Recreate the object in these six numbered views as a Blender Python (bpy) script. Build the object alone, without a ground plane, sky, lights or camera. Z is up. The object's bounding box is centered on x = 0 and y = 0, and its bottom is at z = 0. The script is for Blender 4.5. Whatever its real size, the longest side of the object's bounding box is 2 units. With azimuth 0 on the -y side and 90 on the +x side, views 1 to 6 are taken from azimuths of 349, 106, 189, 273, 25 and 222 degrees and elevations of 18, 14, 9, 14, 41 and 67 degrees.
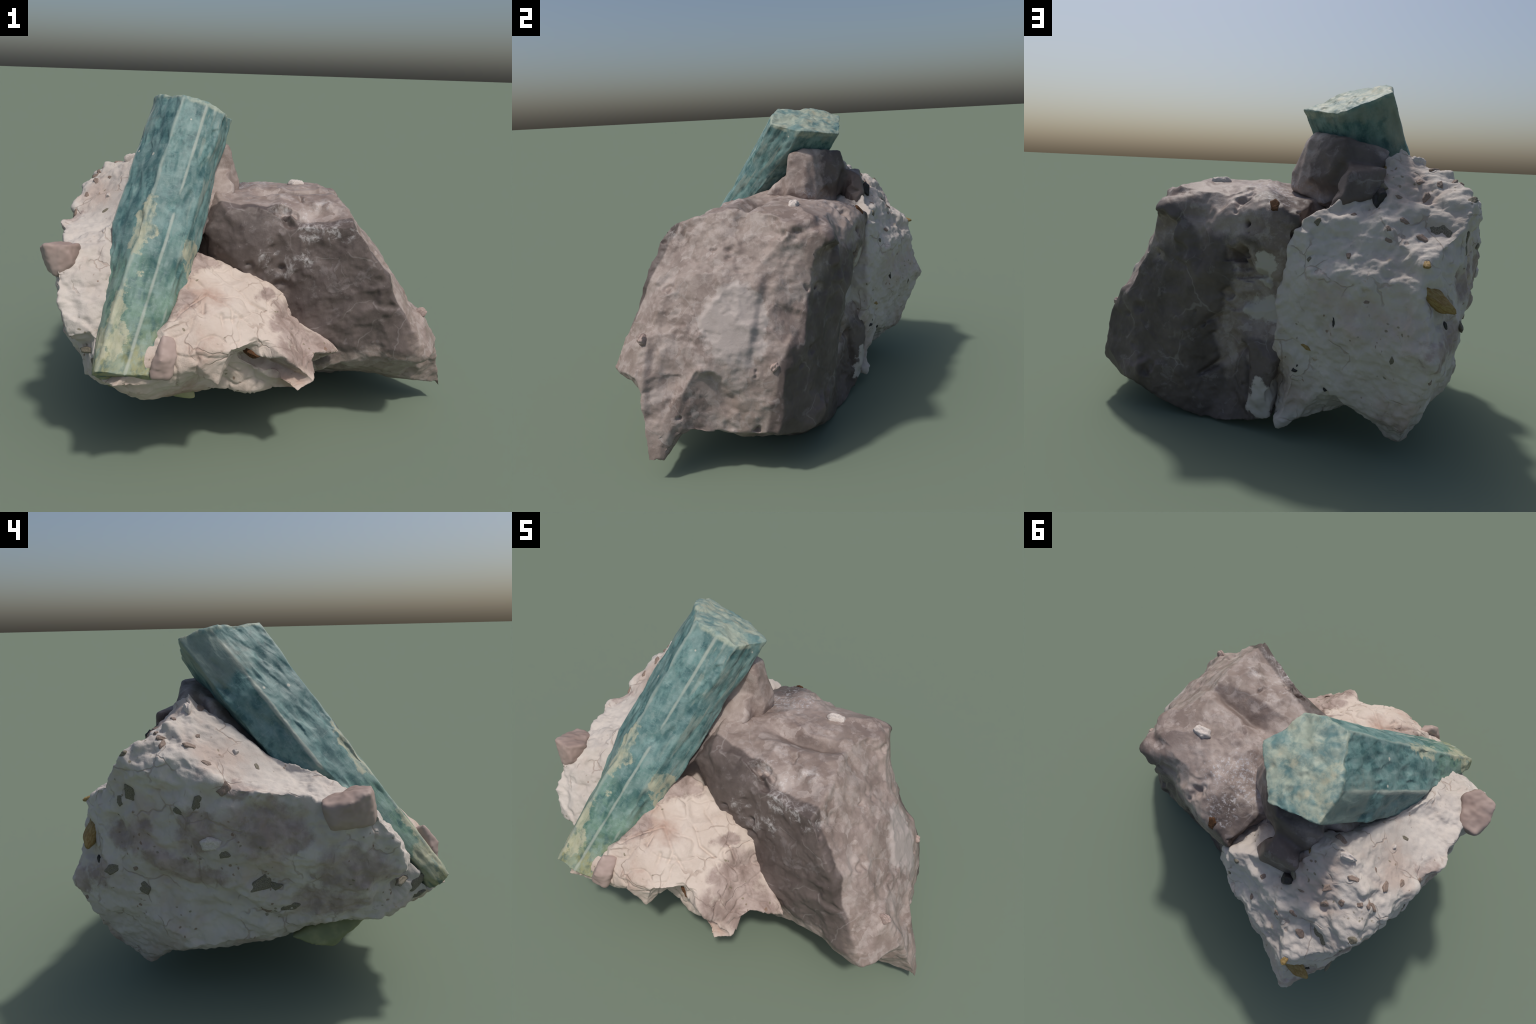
# Mineral specimen: a blue-green beryl prism leaning on a block of smoky quartz
# and pale feldspar matrix.  Every stone is described by a few named corner
# points ("landmarks") that span a faceted body, which is then weathered.
import bpy, bmesh, math, random
import numpy as np
from mathutils import Vector, noise, kdtree
from mathutils.bvhtree import BVHTree

random.seed(7)
RNG = np.random.default_rng(7)

# ------------------------------------------------------------------ helpers
def clear():
    for o in list(bpy.data.objects):
        bpy.data.objects.remove(o, do_unlink=True)

def new_object(name, mesh, parent=None, mat=None):
    ob = bpy.data.objects.new(name, mesh)
    bpy.context.scene.collection.objects.link(ob)
    if parent is not None:
        ob.parent = parent
    if mat is not None:
        mesh.materials.clear()
        mesh.materials.append(mat)
    return ob

def stone_mesh(points, centre):
    """Star-shaped faceted body: corners joined in the order a sphere around
    `centre` sees them."""
    c = Vector(centre)
    bm = bmesh.new()
    for p in points:
        bm.verts.new((Vector(p) - c).normalized())
    bm.verts.ensure_lookup_table()
    bm.verts.index_update()
    real = {v: Vector(p) for v, p in zip(bm.verts, points)}
    res = bmesh.ops.convex_hull(bm, input=bm.verts[:], use_existing_faces=False)
    for v in list(bm.verts):
        if v.link_faces:
            v.co = real[v]
        else:
            bm.verts.remove(v)
    bmesh.ops.recalc_face_normals(bm, faces=bm.faces[:])
    me = bpy.data.meshes.new("stone")
    bm.to_mesh(me); bm.free()
    return me

def hull_mesh(points):
    bm = bmesh.new()
    for p in points:
        bm.verts.new(p)
    r = bmesh.ops.convex_hull(bm, input=bm.verts[:], use_existing_faces=False)
    for v in list(bm.verts):
        if not v.link_faces:
            bm.verts.remove(v)
    bmesh.ops.recalc_face_normals(bm, faces=bm.faces[:])
    me = bpy.data.meshes.new("hull")
    bm.to_mesh(me); bm.free()
    return me

def join_meshes(meshes):
    bm = bmesh.new()
    for m in meshes:
        bm.from_mesh(m)
    me = bpy.data.meshes.new("joined")
    bm.to_mesh(me); bm.free()
    return me

def voxelise(me, size):
    ob = bpy.data.objects.new("tmp", me)
    bpy.context.scene.collection.objects.link(ob)
    md = ob.modifiers.new("r", 'REMESH')
    md.mode = 'VOXEL'; md.voxel_size = size; md.adaptivity = 0.0
    dg = bpy.context.evaluated_depsgraph_get()
    out = bpy.data.meshes.new_from_object(ob.evaluated_get(dg))
    bpy.data.objects.remove(ob, do_unlink=True)
    return out

def coords(me):
    a = np.empty(len(me.vertices) * 3); me.vertices.foreach_get("co", a)
    return a.reshape(-1, 3)

def normals(me):
    a = np.empty(len(me.vertices) * 3); me.vertices.foreach_get("normal", a)
    return a.reshape(-1, 3)

def set_coords(me, P):
    me.vertices.foreach_set("co", P.ravel()); me.update()

def edges_of(me):
    e = np.empty(len(me.edges) * 2, dtype=np.int64)
    me.edges.foreach_get("vertices", e)
    return e.reshape(-1, 2)

def relax(P, E, times, k=0.5):
    n = len(P)
    deg = np.bincount(E.ravel(), minlength=n).astype(float)[:, None]
    for _ in range(times):
        S = np.zeros_like(P)
        for ax in range(P.shape[1]):
            S[:, ax] = (np.bincount(E[:, 0], P[E[:, 1], ax], n) +
                        np.bincount(E[:, 1], P[E[:, 0], ax], n))
        P = P + k * (S / np.maximum(deg, 1) - P)
    return P

def fbm(P, scale, octaves=4, seed=0.0, H=0.9, stretch=(1, 1, 1)):
    off = Vector((seed * 13.7, seed * 7.1, seed * 3.3))
    Q = P * scale * np.array(stretch)
    return np.array([noise.fractal(Vector(q) + off, H, 2.0, octaves) for q in Q])

def ridged(P, scale, octaves=4, seed=0.0):
    off = Vector((seed * 13.7, seed * 7.1, seed * 3.3))
    Q = P * scale
    return np.array([noise.ridged_multi_fractal(Vector(q) + off, 1.0, 2.0, octaves, 1.0, 2.0)
                     for q in Q])

def chips(P, count, tilt, step, seed):
    """Fracture facets: every cell of a random scatter is a small tilted plane."""
    rng = np.random.default_rng(seed)
    lo, hi = P.min(0) - .05, P.max(0) + .05
    S = rng.uniform(lo, hi, (count, 3))
    G = rng.normal(size=(count, 3)); G *= tilt / np.linalg.norm(G, axis=1)[:, None]
    O = rng.uniform(-step, step, count)
    kd = kdtree.KDTree(count)
    for i, s in enumerate(S):
        kd.insert(s, i)
    kd.balance()
    idx = np.array([kd.find(p)[1] for p in P])
    return ((P - S[idx]) * G[idx]).sum(1) + O[idx]

def seg_dist(P, a, b):
    a = np.array(a, float); b = np.array(b, float)
    d = b - a; t = np.clip(((P - a) @ d) / (d @ d), 0, 1)
    return np.linalg.norm(P - (a + t[:, None] * d), axis=1)

def bump(P, at, radius, height):
    d = np.linalg.norm(P - np.array(at), axis=1) / radius
    return height * np.exp(-d * d)

def boss(P, at, radius, height):
    """flat-topped lump"""
    d = np.linalg.norm(P - np.array(at), axis=1) / radius
    return height / (1 + np.exp((d - 1) * 9))

def groove(P, line, width, depth):
    d = np.min([seg_dist(P, line[i], line[i + 1]) for i in range(len(line) - 1)], axis=0)
    return -depth * np.exp(-(d / width) ** 2)

def smooth_shade(me):
    me.polygons.foreach_set("use_smooth", [True] * len(me.polygons)); me.update()

# ---------------------------------------------------------------- materials
class Nodes:
    def __init__(self, name):
        self.mat = bpy.data.materials.new(name)
        self.mat.use_nodes = True
        self.t = self.mat.node_tree
        self.t.nodes.clear()
        self.out = self.t.nodes.new("ShaderNodeOutputMaterial")
        self.bsdf = self.t.nodes.new("ShaderNodeBsdfPrincipled")
        self.t.links.new(self.bsdf.outputs[0], self.out.inputs[0])
        self.co = self.t.nodes.new("ShaderNodeTexCoord").outputs["Object"]
    def link(self, a, b):
        self.t.links.new(a, b)
    def put(self, sock, v):
        if isinstance(v, bpy.types.NodeSocket):
            self.link(v, sock)
        elif sock.type == 'RGBA' and len(v) == 3:
            sock.default_value = (*v, 1)
        else:
            sock.default_value = v
    def math(self, op, a, b=0.0, c=0.0, clamp=False):
        n = self.t.nodes.new("ShaderNodeMath"); n.operation = op; n.use_clamp = clamp
        for s, v in zip(n.inputs, (a, b, c)):
            self.put(s, v)
        return n.outputs[0]
    def vmath(self, op, a, b=(0, 0, 0)):
        n = self.t.nodes.new("ShaderNodeVectorMath"); n.operation = op
        self.put(n.inputs[0], a); self.put(n.inputs[1], b)
        return n.outputs["Value" if op in ('LENGTH', 'DOT_PRODUCT', 'DISTANCE') else "Vector"]
    def noise(self, scale, detail=4, rough=0.55, vec=None, distort=0.0, color=False):
        n = self.t.nodes.new("ShaderNodeTexNoise")
        self.put(n.inputs["Vector"], vec if vec is not None else self.co)
        n.inputs["Scale"].default_value = scale
        n.inputs["Detail"].default_value = detail
        n.inputs["Roughness"].default_value = rough
        n.inputs["Distortion"].default_value = distort
        return n.outputs["Color" if color else "Fac"]
    def voronoi(self, scale, feature='F1', vec=None, out="Distance", rand=1.0):
        n = self.t.nodes.new("ShaderNodeTexVoronoi"); n.feature = feature
        self.put(n.inputs["Vector"], vec if vec is not None else self.co)
        n.inputs["Scale"].default_value = scale
        n.inputs["Randomness"].default_value = rand
        return n.outputs[out]
    def warp(self, amount, scale, detail=3):
        c = self.noise(scale, detail, color=True)
        v = self.vmath('SUBTRACT', c, (.5, .5, .5))
        n = self.t.nodes.new("ShaderNodeVectorMath"); n.operation = 'SCALE'
        self.put(n.inputs[0], v); n.inputs["Scale"].default_value = amount
        return self.vmath('ADD', self.co, n.outputs[0])
    def mapping(self, vec, rot=(0, 0, 0), scale=(1, 1, 1), loc=(0, 0, 0)):
        n = self.t.nodes.new("ShaderNodeMapping")
        self.put(n.inputs["Vector"], vec)
        n.inputs["Rotation"].default_value = rot
        n.inputs["Scale"].default_value = scale
        n.inputs["Location"].default_value = loc
        return n.outputs[0]
    def step(self, x, lo, hi):
        n = self.t.nodes.new("ShaderNodeMapRange"); n.interpolation_type = 'SMOOTHSTEP'
        self.put(n.inputs[0], x)
        n.inputs[1].default_value = lo; n.inputs[2].default_value = hi
        n.inputs[3].default_value = 0; n.inputs[4].default_value = 1
        return n.outputs[0]
    def mix(self, fac, a, b, mode='MIX'):
        n = self.t.nodes.new("ShaderNodeMix"); n.data_type = 'RGBA'; n.blend_type = mode
        self.put(n.inputs[0], fac); self.put(n.inputs[6], a); self.put(n.inputs[7], b)
        return n.outputs[2]
    def ragged(self):
        """coordinates torn by two scales of noise, shared by all patch masks"""
        if not hasattr(self, "_rag"):
            a = self.vmath('SUBTRACT', self.noise(5, 3, .5, color=True), (.5, .5, .5))
            b = self.vmath('SUBTRACT', self.noise(22, 5, .65, color=True), (.5, .5, .5))
            a = self.vmath('MULTIPLY', a, (.22, .22, .22)); b = self.vmath('MULTIPLY', b, (.10, .10, .10))
            self._rag = self.vmath('ADD', self.co, self.vmath('ADD', a, b))
        return self._rag
    def blob(self, at, radii, rough=0.25, scale=9.0, soft=0.25):
        """1 inside an ellipsoid (radii per axis) with a ragged border"""
        d = self.vmath('SUBTRACT', self.ragged(), at)
        d = self.vmath('DIVIDE', d, radii)
        l = self.vmath('LENGTH', d)
        if rough > .3:
            n = self.noise(scale, 5, .65)
            l = self.math('ADD', l, self.math('MULTIPLY', self.math('SUBTRACT', n, .5), rough * 2))
        return self.step(l, 1 + soft, 1 - soft)
    def any(self, masks):
        m = masks[0]
        for x in masks[1:]:
            m = self.math('MAXIMUM', m, x)
        return m
    def finish(self, color, rough=0.6, bump=None, strength=0.3, dist=0.01, spec=0.4, **kw):
        self.put(self.bsdf.inputs["Base Color"], color)
        self.put(self.bsdf.inputs["Roughness"], rough)
        self.bsdf.inputs["Specular IOR Level"].default_value = spec
        for k, v in kw.items():
            self.put(self.bsdf.inputs[k.replace('_', ' ')], v)
        if bump is not None:
            b = self.t.nodes.new("ShaderNodeBump")
            b.inputs["Strength"].default_value = strength
            b.inputs["Distance"].default_value = dist
            self.link(bump, b.inputs["Height"])
            self.link(b.outputs[0], self.bsdf.inputs["Normal"])
        return self.mat

def quartz_material():
    m = Nodes("smoky_quartz")
    w = m.warp(.12, 5)
    big = m.noise(4.0, 6, .62, vec=w)
    col = m.mix(m.step(big, .35, .68), (.205, .155, .135), (.365, .297, .265))
    col = m.mix(m.math('MULTIPLY', m.step(m.noise(2.3, 3), .48, .7), .6), col, (.235, .180, .148))
    # pale crazed skin on the right flank, broken into angular chips
    veil = m.noise(14, 10, .72, vec=m.warp(.16, 4.5))
    cell = m.voronoi(21, vec=m.warp(.10, 11), out="Color")
    skin = m.math('ADD', veil, m.math('MULTIPLY', m.math('SUBTRACT', m.vmath('DOT_PRODUCT', cell, (.33, .33, .33)), .5), .35))
    col = m.mix(m.math('MULTIPLY', m.step(skin, .42, .70), .6), col, (.46, .395, .365))
    slab = m.blob((.79, .02, .68), (.16, .16, .21), .22, 9, .08)
    col = m.mix(m.math('MULTIPLY', slab, .7), col, (.46, .405, .38))
    # thin healed fractures
    ln = m.voronoi(5.5, 'DISTANCE_TO_EDGE', vec=m.warp(.16, 5))
    lmask = m.math('MULTIPLY', m.step(ln, .022, .006), m.step(m.noise(5, 3), .48, .62))
    # clear dark windows: front fracture face and back fracture face
    rag = m.math('MULTIPLY', m.math('SUBTRACT', m.noise(7, 5, .6), .5), .05)
    def window(p, n, lo, hi):
        L = math.sqrt(sum(c * c for c in n)); n = tuple(c / L for c in n)
        d = m.math('SUBTRACT', m.vmath('DOT_PRODUCT', m.co, n), sum(a * b for a, b in zip(p, n)))
        return m.step(m.math('ADD', d, rag), lo, hi)
    front = window((.30, -.42, .78), (-.30, -.93, .20), -.060, -.045)
    back = window((.35, .43, .60), (.28, 1, -.15), -.050, -.030)
    back = m.math('MULTIPLY', back, m.step(m.vmath('DOT_PRODUCT', m.co, (-.3, .0, 1)), .90, .86))
    neck = m.blob((-.28, .47, 1.19), (.36, .21, .26), .2, 9, .12)
    dark = m.any([front, back, neck])
    dk = m.mix(m.step(m.noise(5, 6, .65, vec=w), .3, .72), (.070, .054, .049), (.150, .118, .108))
    dk = m.mix(m.math('MULTIPLY', m.step(skin, .60, .70), .45), dk, (.22, .19, .185))
    col = m.mix(m.math('MULTIPLY', dark, .93), col, dk)
    col = m.mix(m.math('MULTIPLY', lmask, .28), col, (.42, .38, .36))
    # frosted streaks on the crest
    fr = m.any([m.blob((.30, -.37, 1.0), (.15, .10, .06), .2, 18, .5),
                m.blob((.20, -.22, 1.08), (.15, .08, .05), .2, 22, .5),
                m.blob((.14, -.39, .82), (.10, .08, .08), .2, 18, .5),
                m.blob((.02, -.36, .90), (.05, .10, .12), .2, 14, .5)])
    fr = m.math('MULTIPLY', fr, m.step(m.noise(16, 7, .72, vec=m.warp(.15, 6)), .50, .66))
    col = m.mix(m.math('MULTIPLY', fr, .8), col, (.60, .57, .56))
    frost = m.any([m.blob((.02, .28, 1.08), (.12, .10, .08), .9, 26, .3),
                   m.blob((-.02, .42, 1.03), (.07, .07, .06), .9, 26, .3)])
    col = m.mix(m.math('MULTIPLY', m.math('MULTIPLY', frost, m.step(m.noise(70, 3, .7), .5, .62)), .6), col, (.50, .49, .51))
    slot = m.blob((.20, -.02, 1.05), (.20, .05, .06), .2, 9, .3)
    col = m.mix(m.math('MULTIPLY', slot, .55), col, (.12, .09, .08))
    patch = m.any([m.blob((.0, .47, .56), (.10, .10, .10), .2, 12, .10), m.blob((-.03, .50, .76), (.05, .08, .12), .2, 12, .1),
                   m.blob((-.02, .49, .16), (.06, .08, .10), .2, 12, .1)])
    col = m.mix(patch, col, (.50, .45, .41))
    fine = m.noise(60, 5, .7)
    col = m.mix(m.math('MULTIPLY', m.step(fine, .62, .8), .30), col, (.50, .45, .42))
    h = m.math('ADD', m.math('MULTIPLY', skin, .7), m.math('MULTIPLY', fine, .25))
    return m.finish(col, m.math('ADD', .34, m.math('MULTIPLY', veil, .3)), h, .40, .012, spec=.35)

def feldspar_material(name, pale, grey, rose, rose_amount, stain):
    m = Nodes(name)
    w = m.warp(.10, 6)
    n = m.noise(4, 6, .6, vec=w)
    col = m.mix(m.step(n, .33, .7), pale, grey)
    pk = m.noise(3.6, 5, .6, vec=m.warp(.15, 4))
    col = m.mix(m.math('MULTIPLY', m.step(pk, .50, .68), rose_amount), col, rose)
    # thin brown veins along cell borders
    ln = m.voronoi(7, 'DISTANCE_TO_EDGE', vec=m.warp(.14, 6))
    lm = m.math('MULTIPLY', m.step(ln, .030, .008), m.step(m.noise(6, 3), .50, .60))
    col = m.mix(m.math('MULTIPLY', lm, .40), col, (.28, .19, .145))
    # mauve-brown quartz showing through
    br = m.any([m.blob(p, r, .40, 11, .30) for p, r in [
        ((-.43, -.58, .77), (.09, .10, .07)), ((.12, -.47, .57), (.10, .16, .11)),
        ((.20, -.56, .45), (.15, .16, .11)), ((.06, -.66, .50), (.08, .10, .09)), ((.0, -.42, .70), (.05, .05, .04)), ((-.36, -.36, .86), (.07, .12, .06)),
        ((.02, -.55, .62), (.06, .05, .06)), ((-.30, -.26, .86), (.07, .09, .05)),
        ((-.95, -.03, .83), (.10, .17, .10)), ((-.94, -.11, .79), (.10, .12, .06)),
        ((-.81, .49, .76), (.10, .09, .06)), ((-.855, .36, .68), (.10, .13, .05)),
        ((-.87, .24, .61), (.10, .13, .05)), ((-.88, -.38, .66), (.10, .15, .10)),
        ((-.90, .05, .99), (.08, .10, .04)), ((-.88, .22, .80), (.08, .10, .08)), ((-.84, -.30, .50), (.09, .16, .07)), ((-.70, .74, .52), (.06, .06, .06)),
        ((-.75, .66, .60), (.07, .06, .08)), ((-.60, .70, .10), (.2, .12, .10))]])
    bc = m.mix(m.step(m.noise(14, 5, .6, vec=w), .35, .65), (.265, .198, .172), (.42, .335, .30))
    col = m.mix(m.math('MULTIPLY', br, stain), col, bc)
    # scattered small flecks, brown and olive
    sp = m.voronoi(30, vec=m.warp(.05, 14))
    pick = m.step(m.noise(8, 3), .54, .62)
    hue = m.mix(m.step(m.noise(5, 2), .45, .55), (.20, .12, .075), (.17, .15, .09))
    col = m.mix(m.math('MULTIPLY', m.math('MULTIPLY', m.step(sp, .22, .14), pick), .75), col, hue)
    ochre = m.math('MULTIPLY', m.step(m.noise(11, 5, .65, vec=m.warp(.1, 9)), .66, .74), .5)
    col = m.mix(ochre, col, (.34, .235, .115))
    fine = m.noise(90, 4, .7)
    h = m.math('ADD', m.math('MULTIPLY', n, .5), m.math('MULTIPLY', fine, .3))
    h = m.math('SUBTRACT', h, m.math('MULTIPLY', lm, .4))
    return m.finish(col, .78, h, .6, .012, spec=.25)

def line_distance(m, a, b):
    """distance of the shading point from the straight edge a-b"""
    a = Vector(a); d = (Vector(b) - a).normalized()
    v = m.vmath('SUBTRACT', m.co, tuple(a))
    return m.vmath('LENGTH', m.vmath('CROSS_PRODUCT', v, tuple(d)))

def beryl_material():
    m = Nodes("blue_green_beryl")
    ax = tuple(AXIS_Q)
    rel = m.vmath('SUBTRACT', m.co, tuple(FOOT))
    t = m.vmath('DOT_PRODUCT', rel, ax)            # 0 at the foot, about 1.35 at the top
    def along(k):                                  # space squeezed along the prism axis
        n = m.t.nodes.new("ShaderNodeVectorMath"); n.operation = 'SCALE'
        n.inputs[0].default_value = ax
        m.put(n.inputs["Scale"], m.math('MULTIPLY', t, 1 - k))
        return m.vmath('SUBTRACT', m.co, n.outputs[0])
    wob = m.math('MULTIPLY', m.math('SUBTRACT', m.noise(9, 4), .5), .30)
    tt = m.math('ADD', t, wob)
    n1 = m.noise(8, 6, .62, vec=along(.8))
    n2 = m.noise(26, 5, .65, vec=along(.5))
    col = m.mix(m.step(n1, .32, .68), (.072, .150, .150), (.142, .258, .246))
    low = m.mix(m.step(n1, .32, .68), (.060, .135, .105), (.165, .270, .195))
    col = m.mix(m.step(tt, .72, .25), col, low)
    col = m.mix(m.math('MULTIPLY', m.step(tt, .26, .02), .85), col, (.31, .295, .150))
    # blotches and scaly dark pits
    col = m.mix(m.math('MULTIPLY', m.step(n2, .50, .36), .65), col, (.030, .092, .098))
    col = m.mix(m.math('MULTIPLY', m.step(n2, .50, .70), .55), col, (.25, .33, .31))
    # long pale streaks; strongest on the shaded right face
    st = m.noise(38, 4, .6, vec=along(.10))
    n_ab = (Vector(PRISM["b"][2]) - Vector(PRISM["a"][2])).cross(Vector(ax)).normalized()
    if n_ab.dot(Vector(PRISM["a"][2]) - Vector(PRISM["e"][2])) < 0:
        n_ab = -n_ab
    off = n_ab.dot(Vector(PRISM["a"][2]))
    right = m.step(m.math('SUBTRACT', m.vmath('DOT_PRODUCT', m.co, tuple(n_ab)), off), -.03, -.008)
    amt = m.math('ADD', .03, m.math('MULTIPLY', right, .55))
    col = m.mix(m.math('MULTIPLY', m.step(st, .50, .64), amt), col, (.30, .33, .28))
    # scaly etch pits: dark hearts, pale rims; short cross bands on the front
    vp = m.vmath('ADD', along(.55), m.vmath('MULTIPLY', m.vmath('SUBTRACT', m.noise(14, 3, color=True), (.5, .5, .5)), (.05, .05, .05)))
    cell = m.voronoi(19, vec=vp)
    some = m.step(m.noise(10, 3), .36, .56)
    col = m.mix(m.math('MULTIPLY', m.math('MULTIPLY', m.step(cell, .34, .10), some), .70), col, (.034, .092, .098))
    col = m.mix(m.math('MULTIPLY', m.math('MULTIPLY', m.step(cell, .42, .66), some), .34), col, (.25, .345, .325))
    band = m.noise(9, 4, .6, vec=along(3.2))
    col = m.mix(m.math('MULTIPLY', m.step(band, .54, .64), .14), col, (.24, .37, .36))
    # worn pale edges
    for e, wdt, k, rg in (("f", .014, .8, .02), ("g", .016, .40, .03), ("h", .010, .60, .006), ("a", .010, .45, .02)):
        d = m.math('ADD', line_distance(m, PRISM[e][0], PRISM[e][2 if e == "f" else 4]),
                   m.math('MULTIPLY', m.math('SUBTRACT', n2, .5), rg))
        col = m.mix(m.math('MULTIPLY', m.step(d, wdt, wdt * .3), k), col, (.40, .43, .37))
    # cream crust
    crust = m.any([m.blob(p, r, .6, 16, .10) for p, r in [
        ((-.545, -.40, 1.06), (.05, .07, .12)), ((-.575, -.46, .97), (.045, .06, .07)),
        ((-.655, -.62, .78), (.03, .06, .10)), ((-.70, -.69, .66), (.04, .07, .14)),
        ((-.765, -.70, .58), (.04, .09, .12)), ((-.37, -.42, .90), (.03, .10, .10)),
        ((-.60, -.57, .87), (.02, .03, .03))]])
    col = m.mix(m.math('MULTIPLY', m.math('MULTIPLY', crust, m.step(n2, .30, .62)), .75), col, (.46, .435, .305))
    # small chalky dots and cross cracks
    dots = m.math('MULTIPLY', m.step(m.voronoi(9), .085, .06), m.step(m.noise(4, 2), .42, .5))
    col = m.mix(m.math('MULTIPLY', dots, .8), col, (.56, .53, .45))
    cr = m.noise(7, 3, .5, vec=along(4.0))
    crm = m.step(m.math('ABSOLUTE', m.math('SUBTRACT', cr, .5)), .012, .003)
    col = m.mix(m.math('MULTIPLY', crm, .15), col, (.36, .45, .42))
    # dull grey weathering on the upper part of the rear faces
    dull = m.any([m.blob((-.53, .22, 1.44), (.07, .16, .16), .5, 12, .35), m.blob((-.36, .36, 1.44), (.22, .08, .05), .5, 12, .35)])
    col = m.mix(m.math('MULTIPLY', dull, .6), col, (.27, .30, .255))
    # broken top: pale, mottled grey-green and cream
    capn = CAP_NORMAL
    cd = m.math('SUBTRACT', m.vmath('DOT_PRODUCT', m.co, tuple(capn)), capn.dot(CAP_POINT))
    cap = m.step(m.math('ADD', cd, m.math('MULTIPLY', m.math('SUBTRACT', n2, .5), .03)), -.030, -.014)
    c1 = m.noise(13, 6, .65, vec=m.warp(.12, 7))
    cc = m.mix(m.step(c1, .34, .64), (.125, .220, .215), (.36, .405, .325))
    cc = m.mix(m.math('MULTIPLY', m.step(m.noise(9, 5, .6), .52, .66), .7), cc, (.48, .445, .31))
    col = m.mix(cap, col, cc)
    # yellowish edge where the broken top meets the rear face
    h = m.math('ADD', m.math('MULTIPLY', n2, .6), m.math('MULTIPLY', st, .4))
    return m.finish(col, m.math('ADD', .42, m.math('MULTIPLY', n2, .25)), h, .35, .010, spec=.35)

def grain_material(name, a, b, scale=9, rough=.6):
    m = Nodes(name)
    n = m.noise(scale, 5, .6, vec=m.warp(.1, 4))
    col = m.mix(m.step(n, .35, .65), a, b)
    return m.finish(col, rough, m.noise(12, 3, .5), .2, .01, spec=.3)

# ------------------------------------------------------------------- bodies
clear()
specimen = bpy.data.objects.new("mineral_specimen", None)
bpy.context.scene.collection.objects.link(specimen)
specimen["label"] = "blue-green beryl crystal leaning on smoky quartz and pale feldspar"
specimen["category"] = "mineral specimen"

QUARTZ = [
    # front crest, left to right, then down to the toe
    (-.278, -.234, .965), (-.17, -.241, 1.062), (-.011, -.219, 1.088), (.077, -.262, 1.10), (.15, -.20, 1.095), (-.05, -.288, .95),
    (.291, -.356, 1.005), (.398, -.414, 1.02), (.45, -.443, .965), (.545, -.475, .80), (.518, -.496, .698),
    (.738, -.405, .61), (.63, -.51, .63), (.25, -.405, .70), (.14, -.345, .80), (.797, -.404, .577), (.717, -.562, .378), (.60, -.54, .45), (.779, -.582, .414),
    (.9, -.41, .43), (.898, -.367, .359), (.95, -.359, .26), (1.026, -.324, .084), (.99, -.25, .085),
    # top ledge and rear shoulder
    (-.202, -.051, 1.121), (-.018, -.078, 1.098), (.178, -.115, 1.120), (.08, -.15, 1.12), (.396, -.034, 1.115),
    (.429, -.184, 1.09), (.283, .215, 1.112), (.4, .309, 1.09), (.515, .265, 1.055),
    (.492, .423, .975), (.163, .455, .965), (-.036, .488, 1.021), (-.153, .519, .992),
    (.503, -.1, 1.01), (.1, .2, 1.11), (.2, .25, 1.112), (-.18, .33, 1.05), (.2, .40, 1.035), (.1, .42, 1.04), (.28, .36, 1.07), (.0, .40, 1.065), (-.1, .25, 1.06),
    # right flank
    (.642, -.05, .845), (.626, .081, .85), (.545, .25, .945), (.55, .33, .845), (.672, .16, .735), (.762, .1, .585),
    (.735, -.1, .648), (.640, -.3, .785), (.515, -.28, .905), (.785, -.22, .565), (.852, -.15, .448), (.857, -.124, .40),
    (.826, .10, .44), (.81, .26, .43), (.855, .27, .20), (.83, .12, .30),
    (.69, .335, .55), (.742, .27, .575), (.755, .335, .16), (.515, .25, .004), (.87, -.033, .195), (.925, -.18, .27),
    # back face
    (.365, .428, .607), (.60, .356, .445), (.30, .425, .85), (.14, .455, .72), (.30, .445, .70), (.12, .405, .52), (.16, .385, .33),
    (.18, .40, .14), (.40, .42, .24), (.60, .415, .24), (.012, .493, .147), (0, .50, .24), (-.052, .512, .331), (.03, .425, .50),
    (.06, .50, .88), (.459, .39, .055), (.645, .385, .14), (.29, .40, .006), (.157, .43, .011), (.029, .47, .055), (-.05, .49, .08), (-.1, .51, .80),
    # underside
    (.3, -.15, .15), (.45, .1, .005), (.58, -.2, .135), (.79, -.25, .125), (.70, -.43, .26), (.6, -.43, .275), (.18, -.40, .24), (.83, -.35, .165), (.93, -.33, .12),
    # lower front edge and hidden contact with the feldspar
    (.512, -.507, .398), (.331, -.447, .344), (.25, -.45, .49), (.14, -.36, .56), (.11, -.335, .67),
    (-.02, -.32, .76), (-.25, -.2, .85), (-.35, .1, .8), (-.25, .48, .6), (-.15, .1, .2), (-.1, -.25, .4),
    (-.3, .1, 1.05),
]
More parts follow.
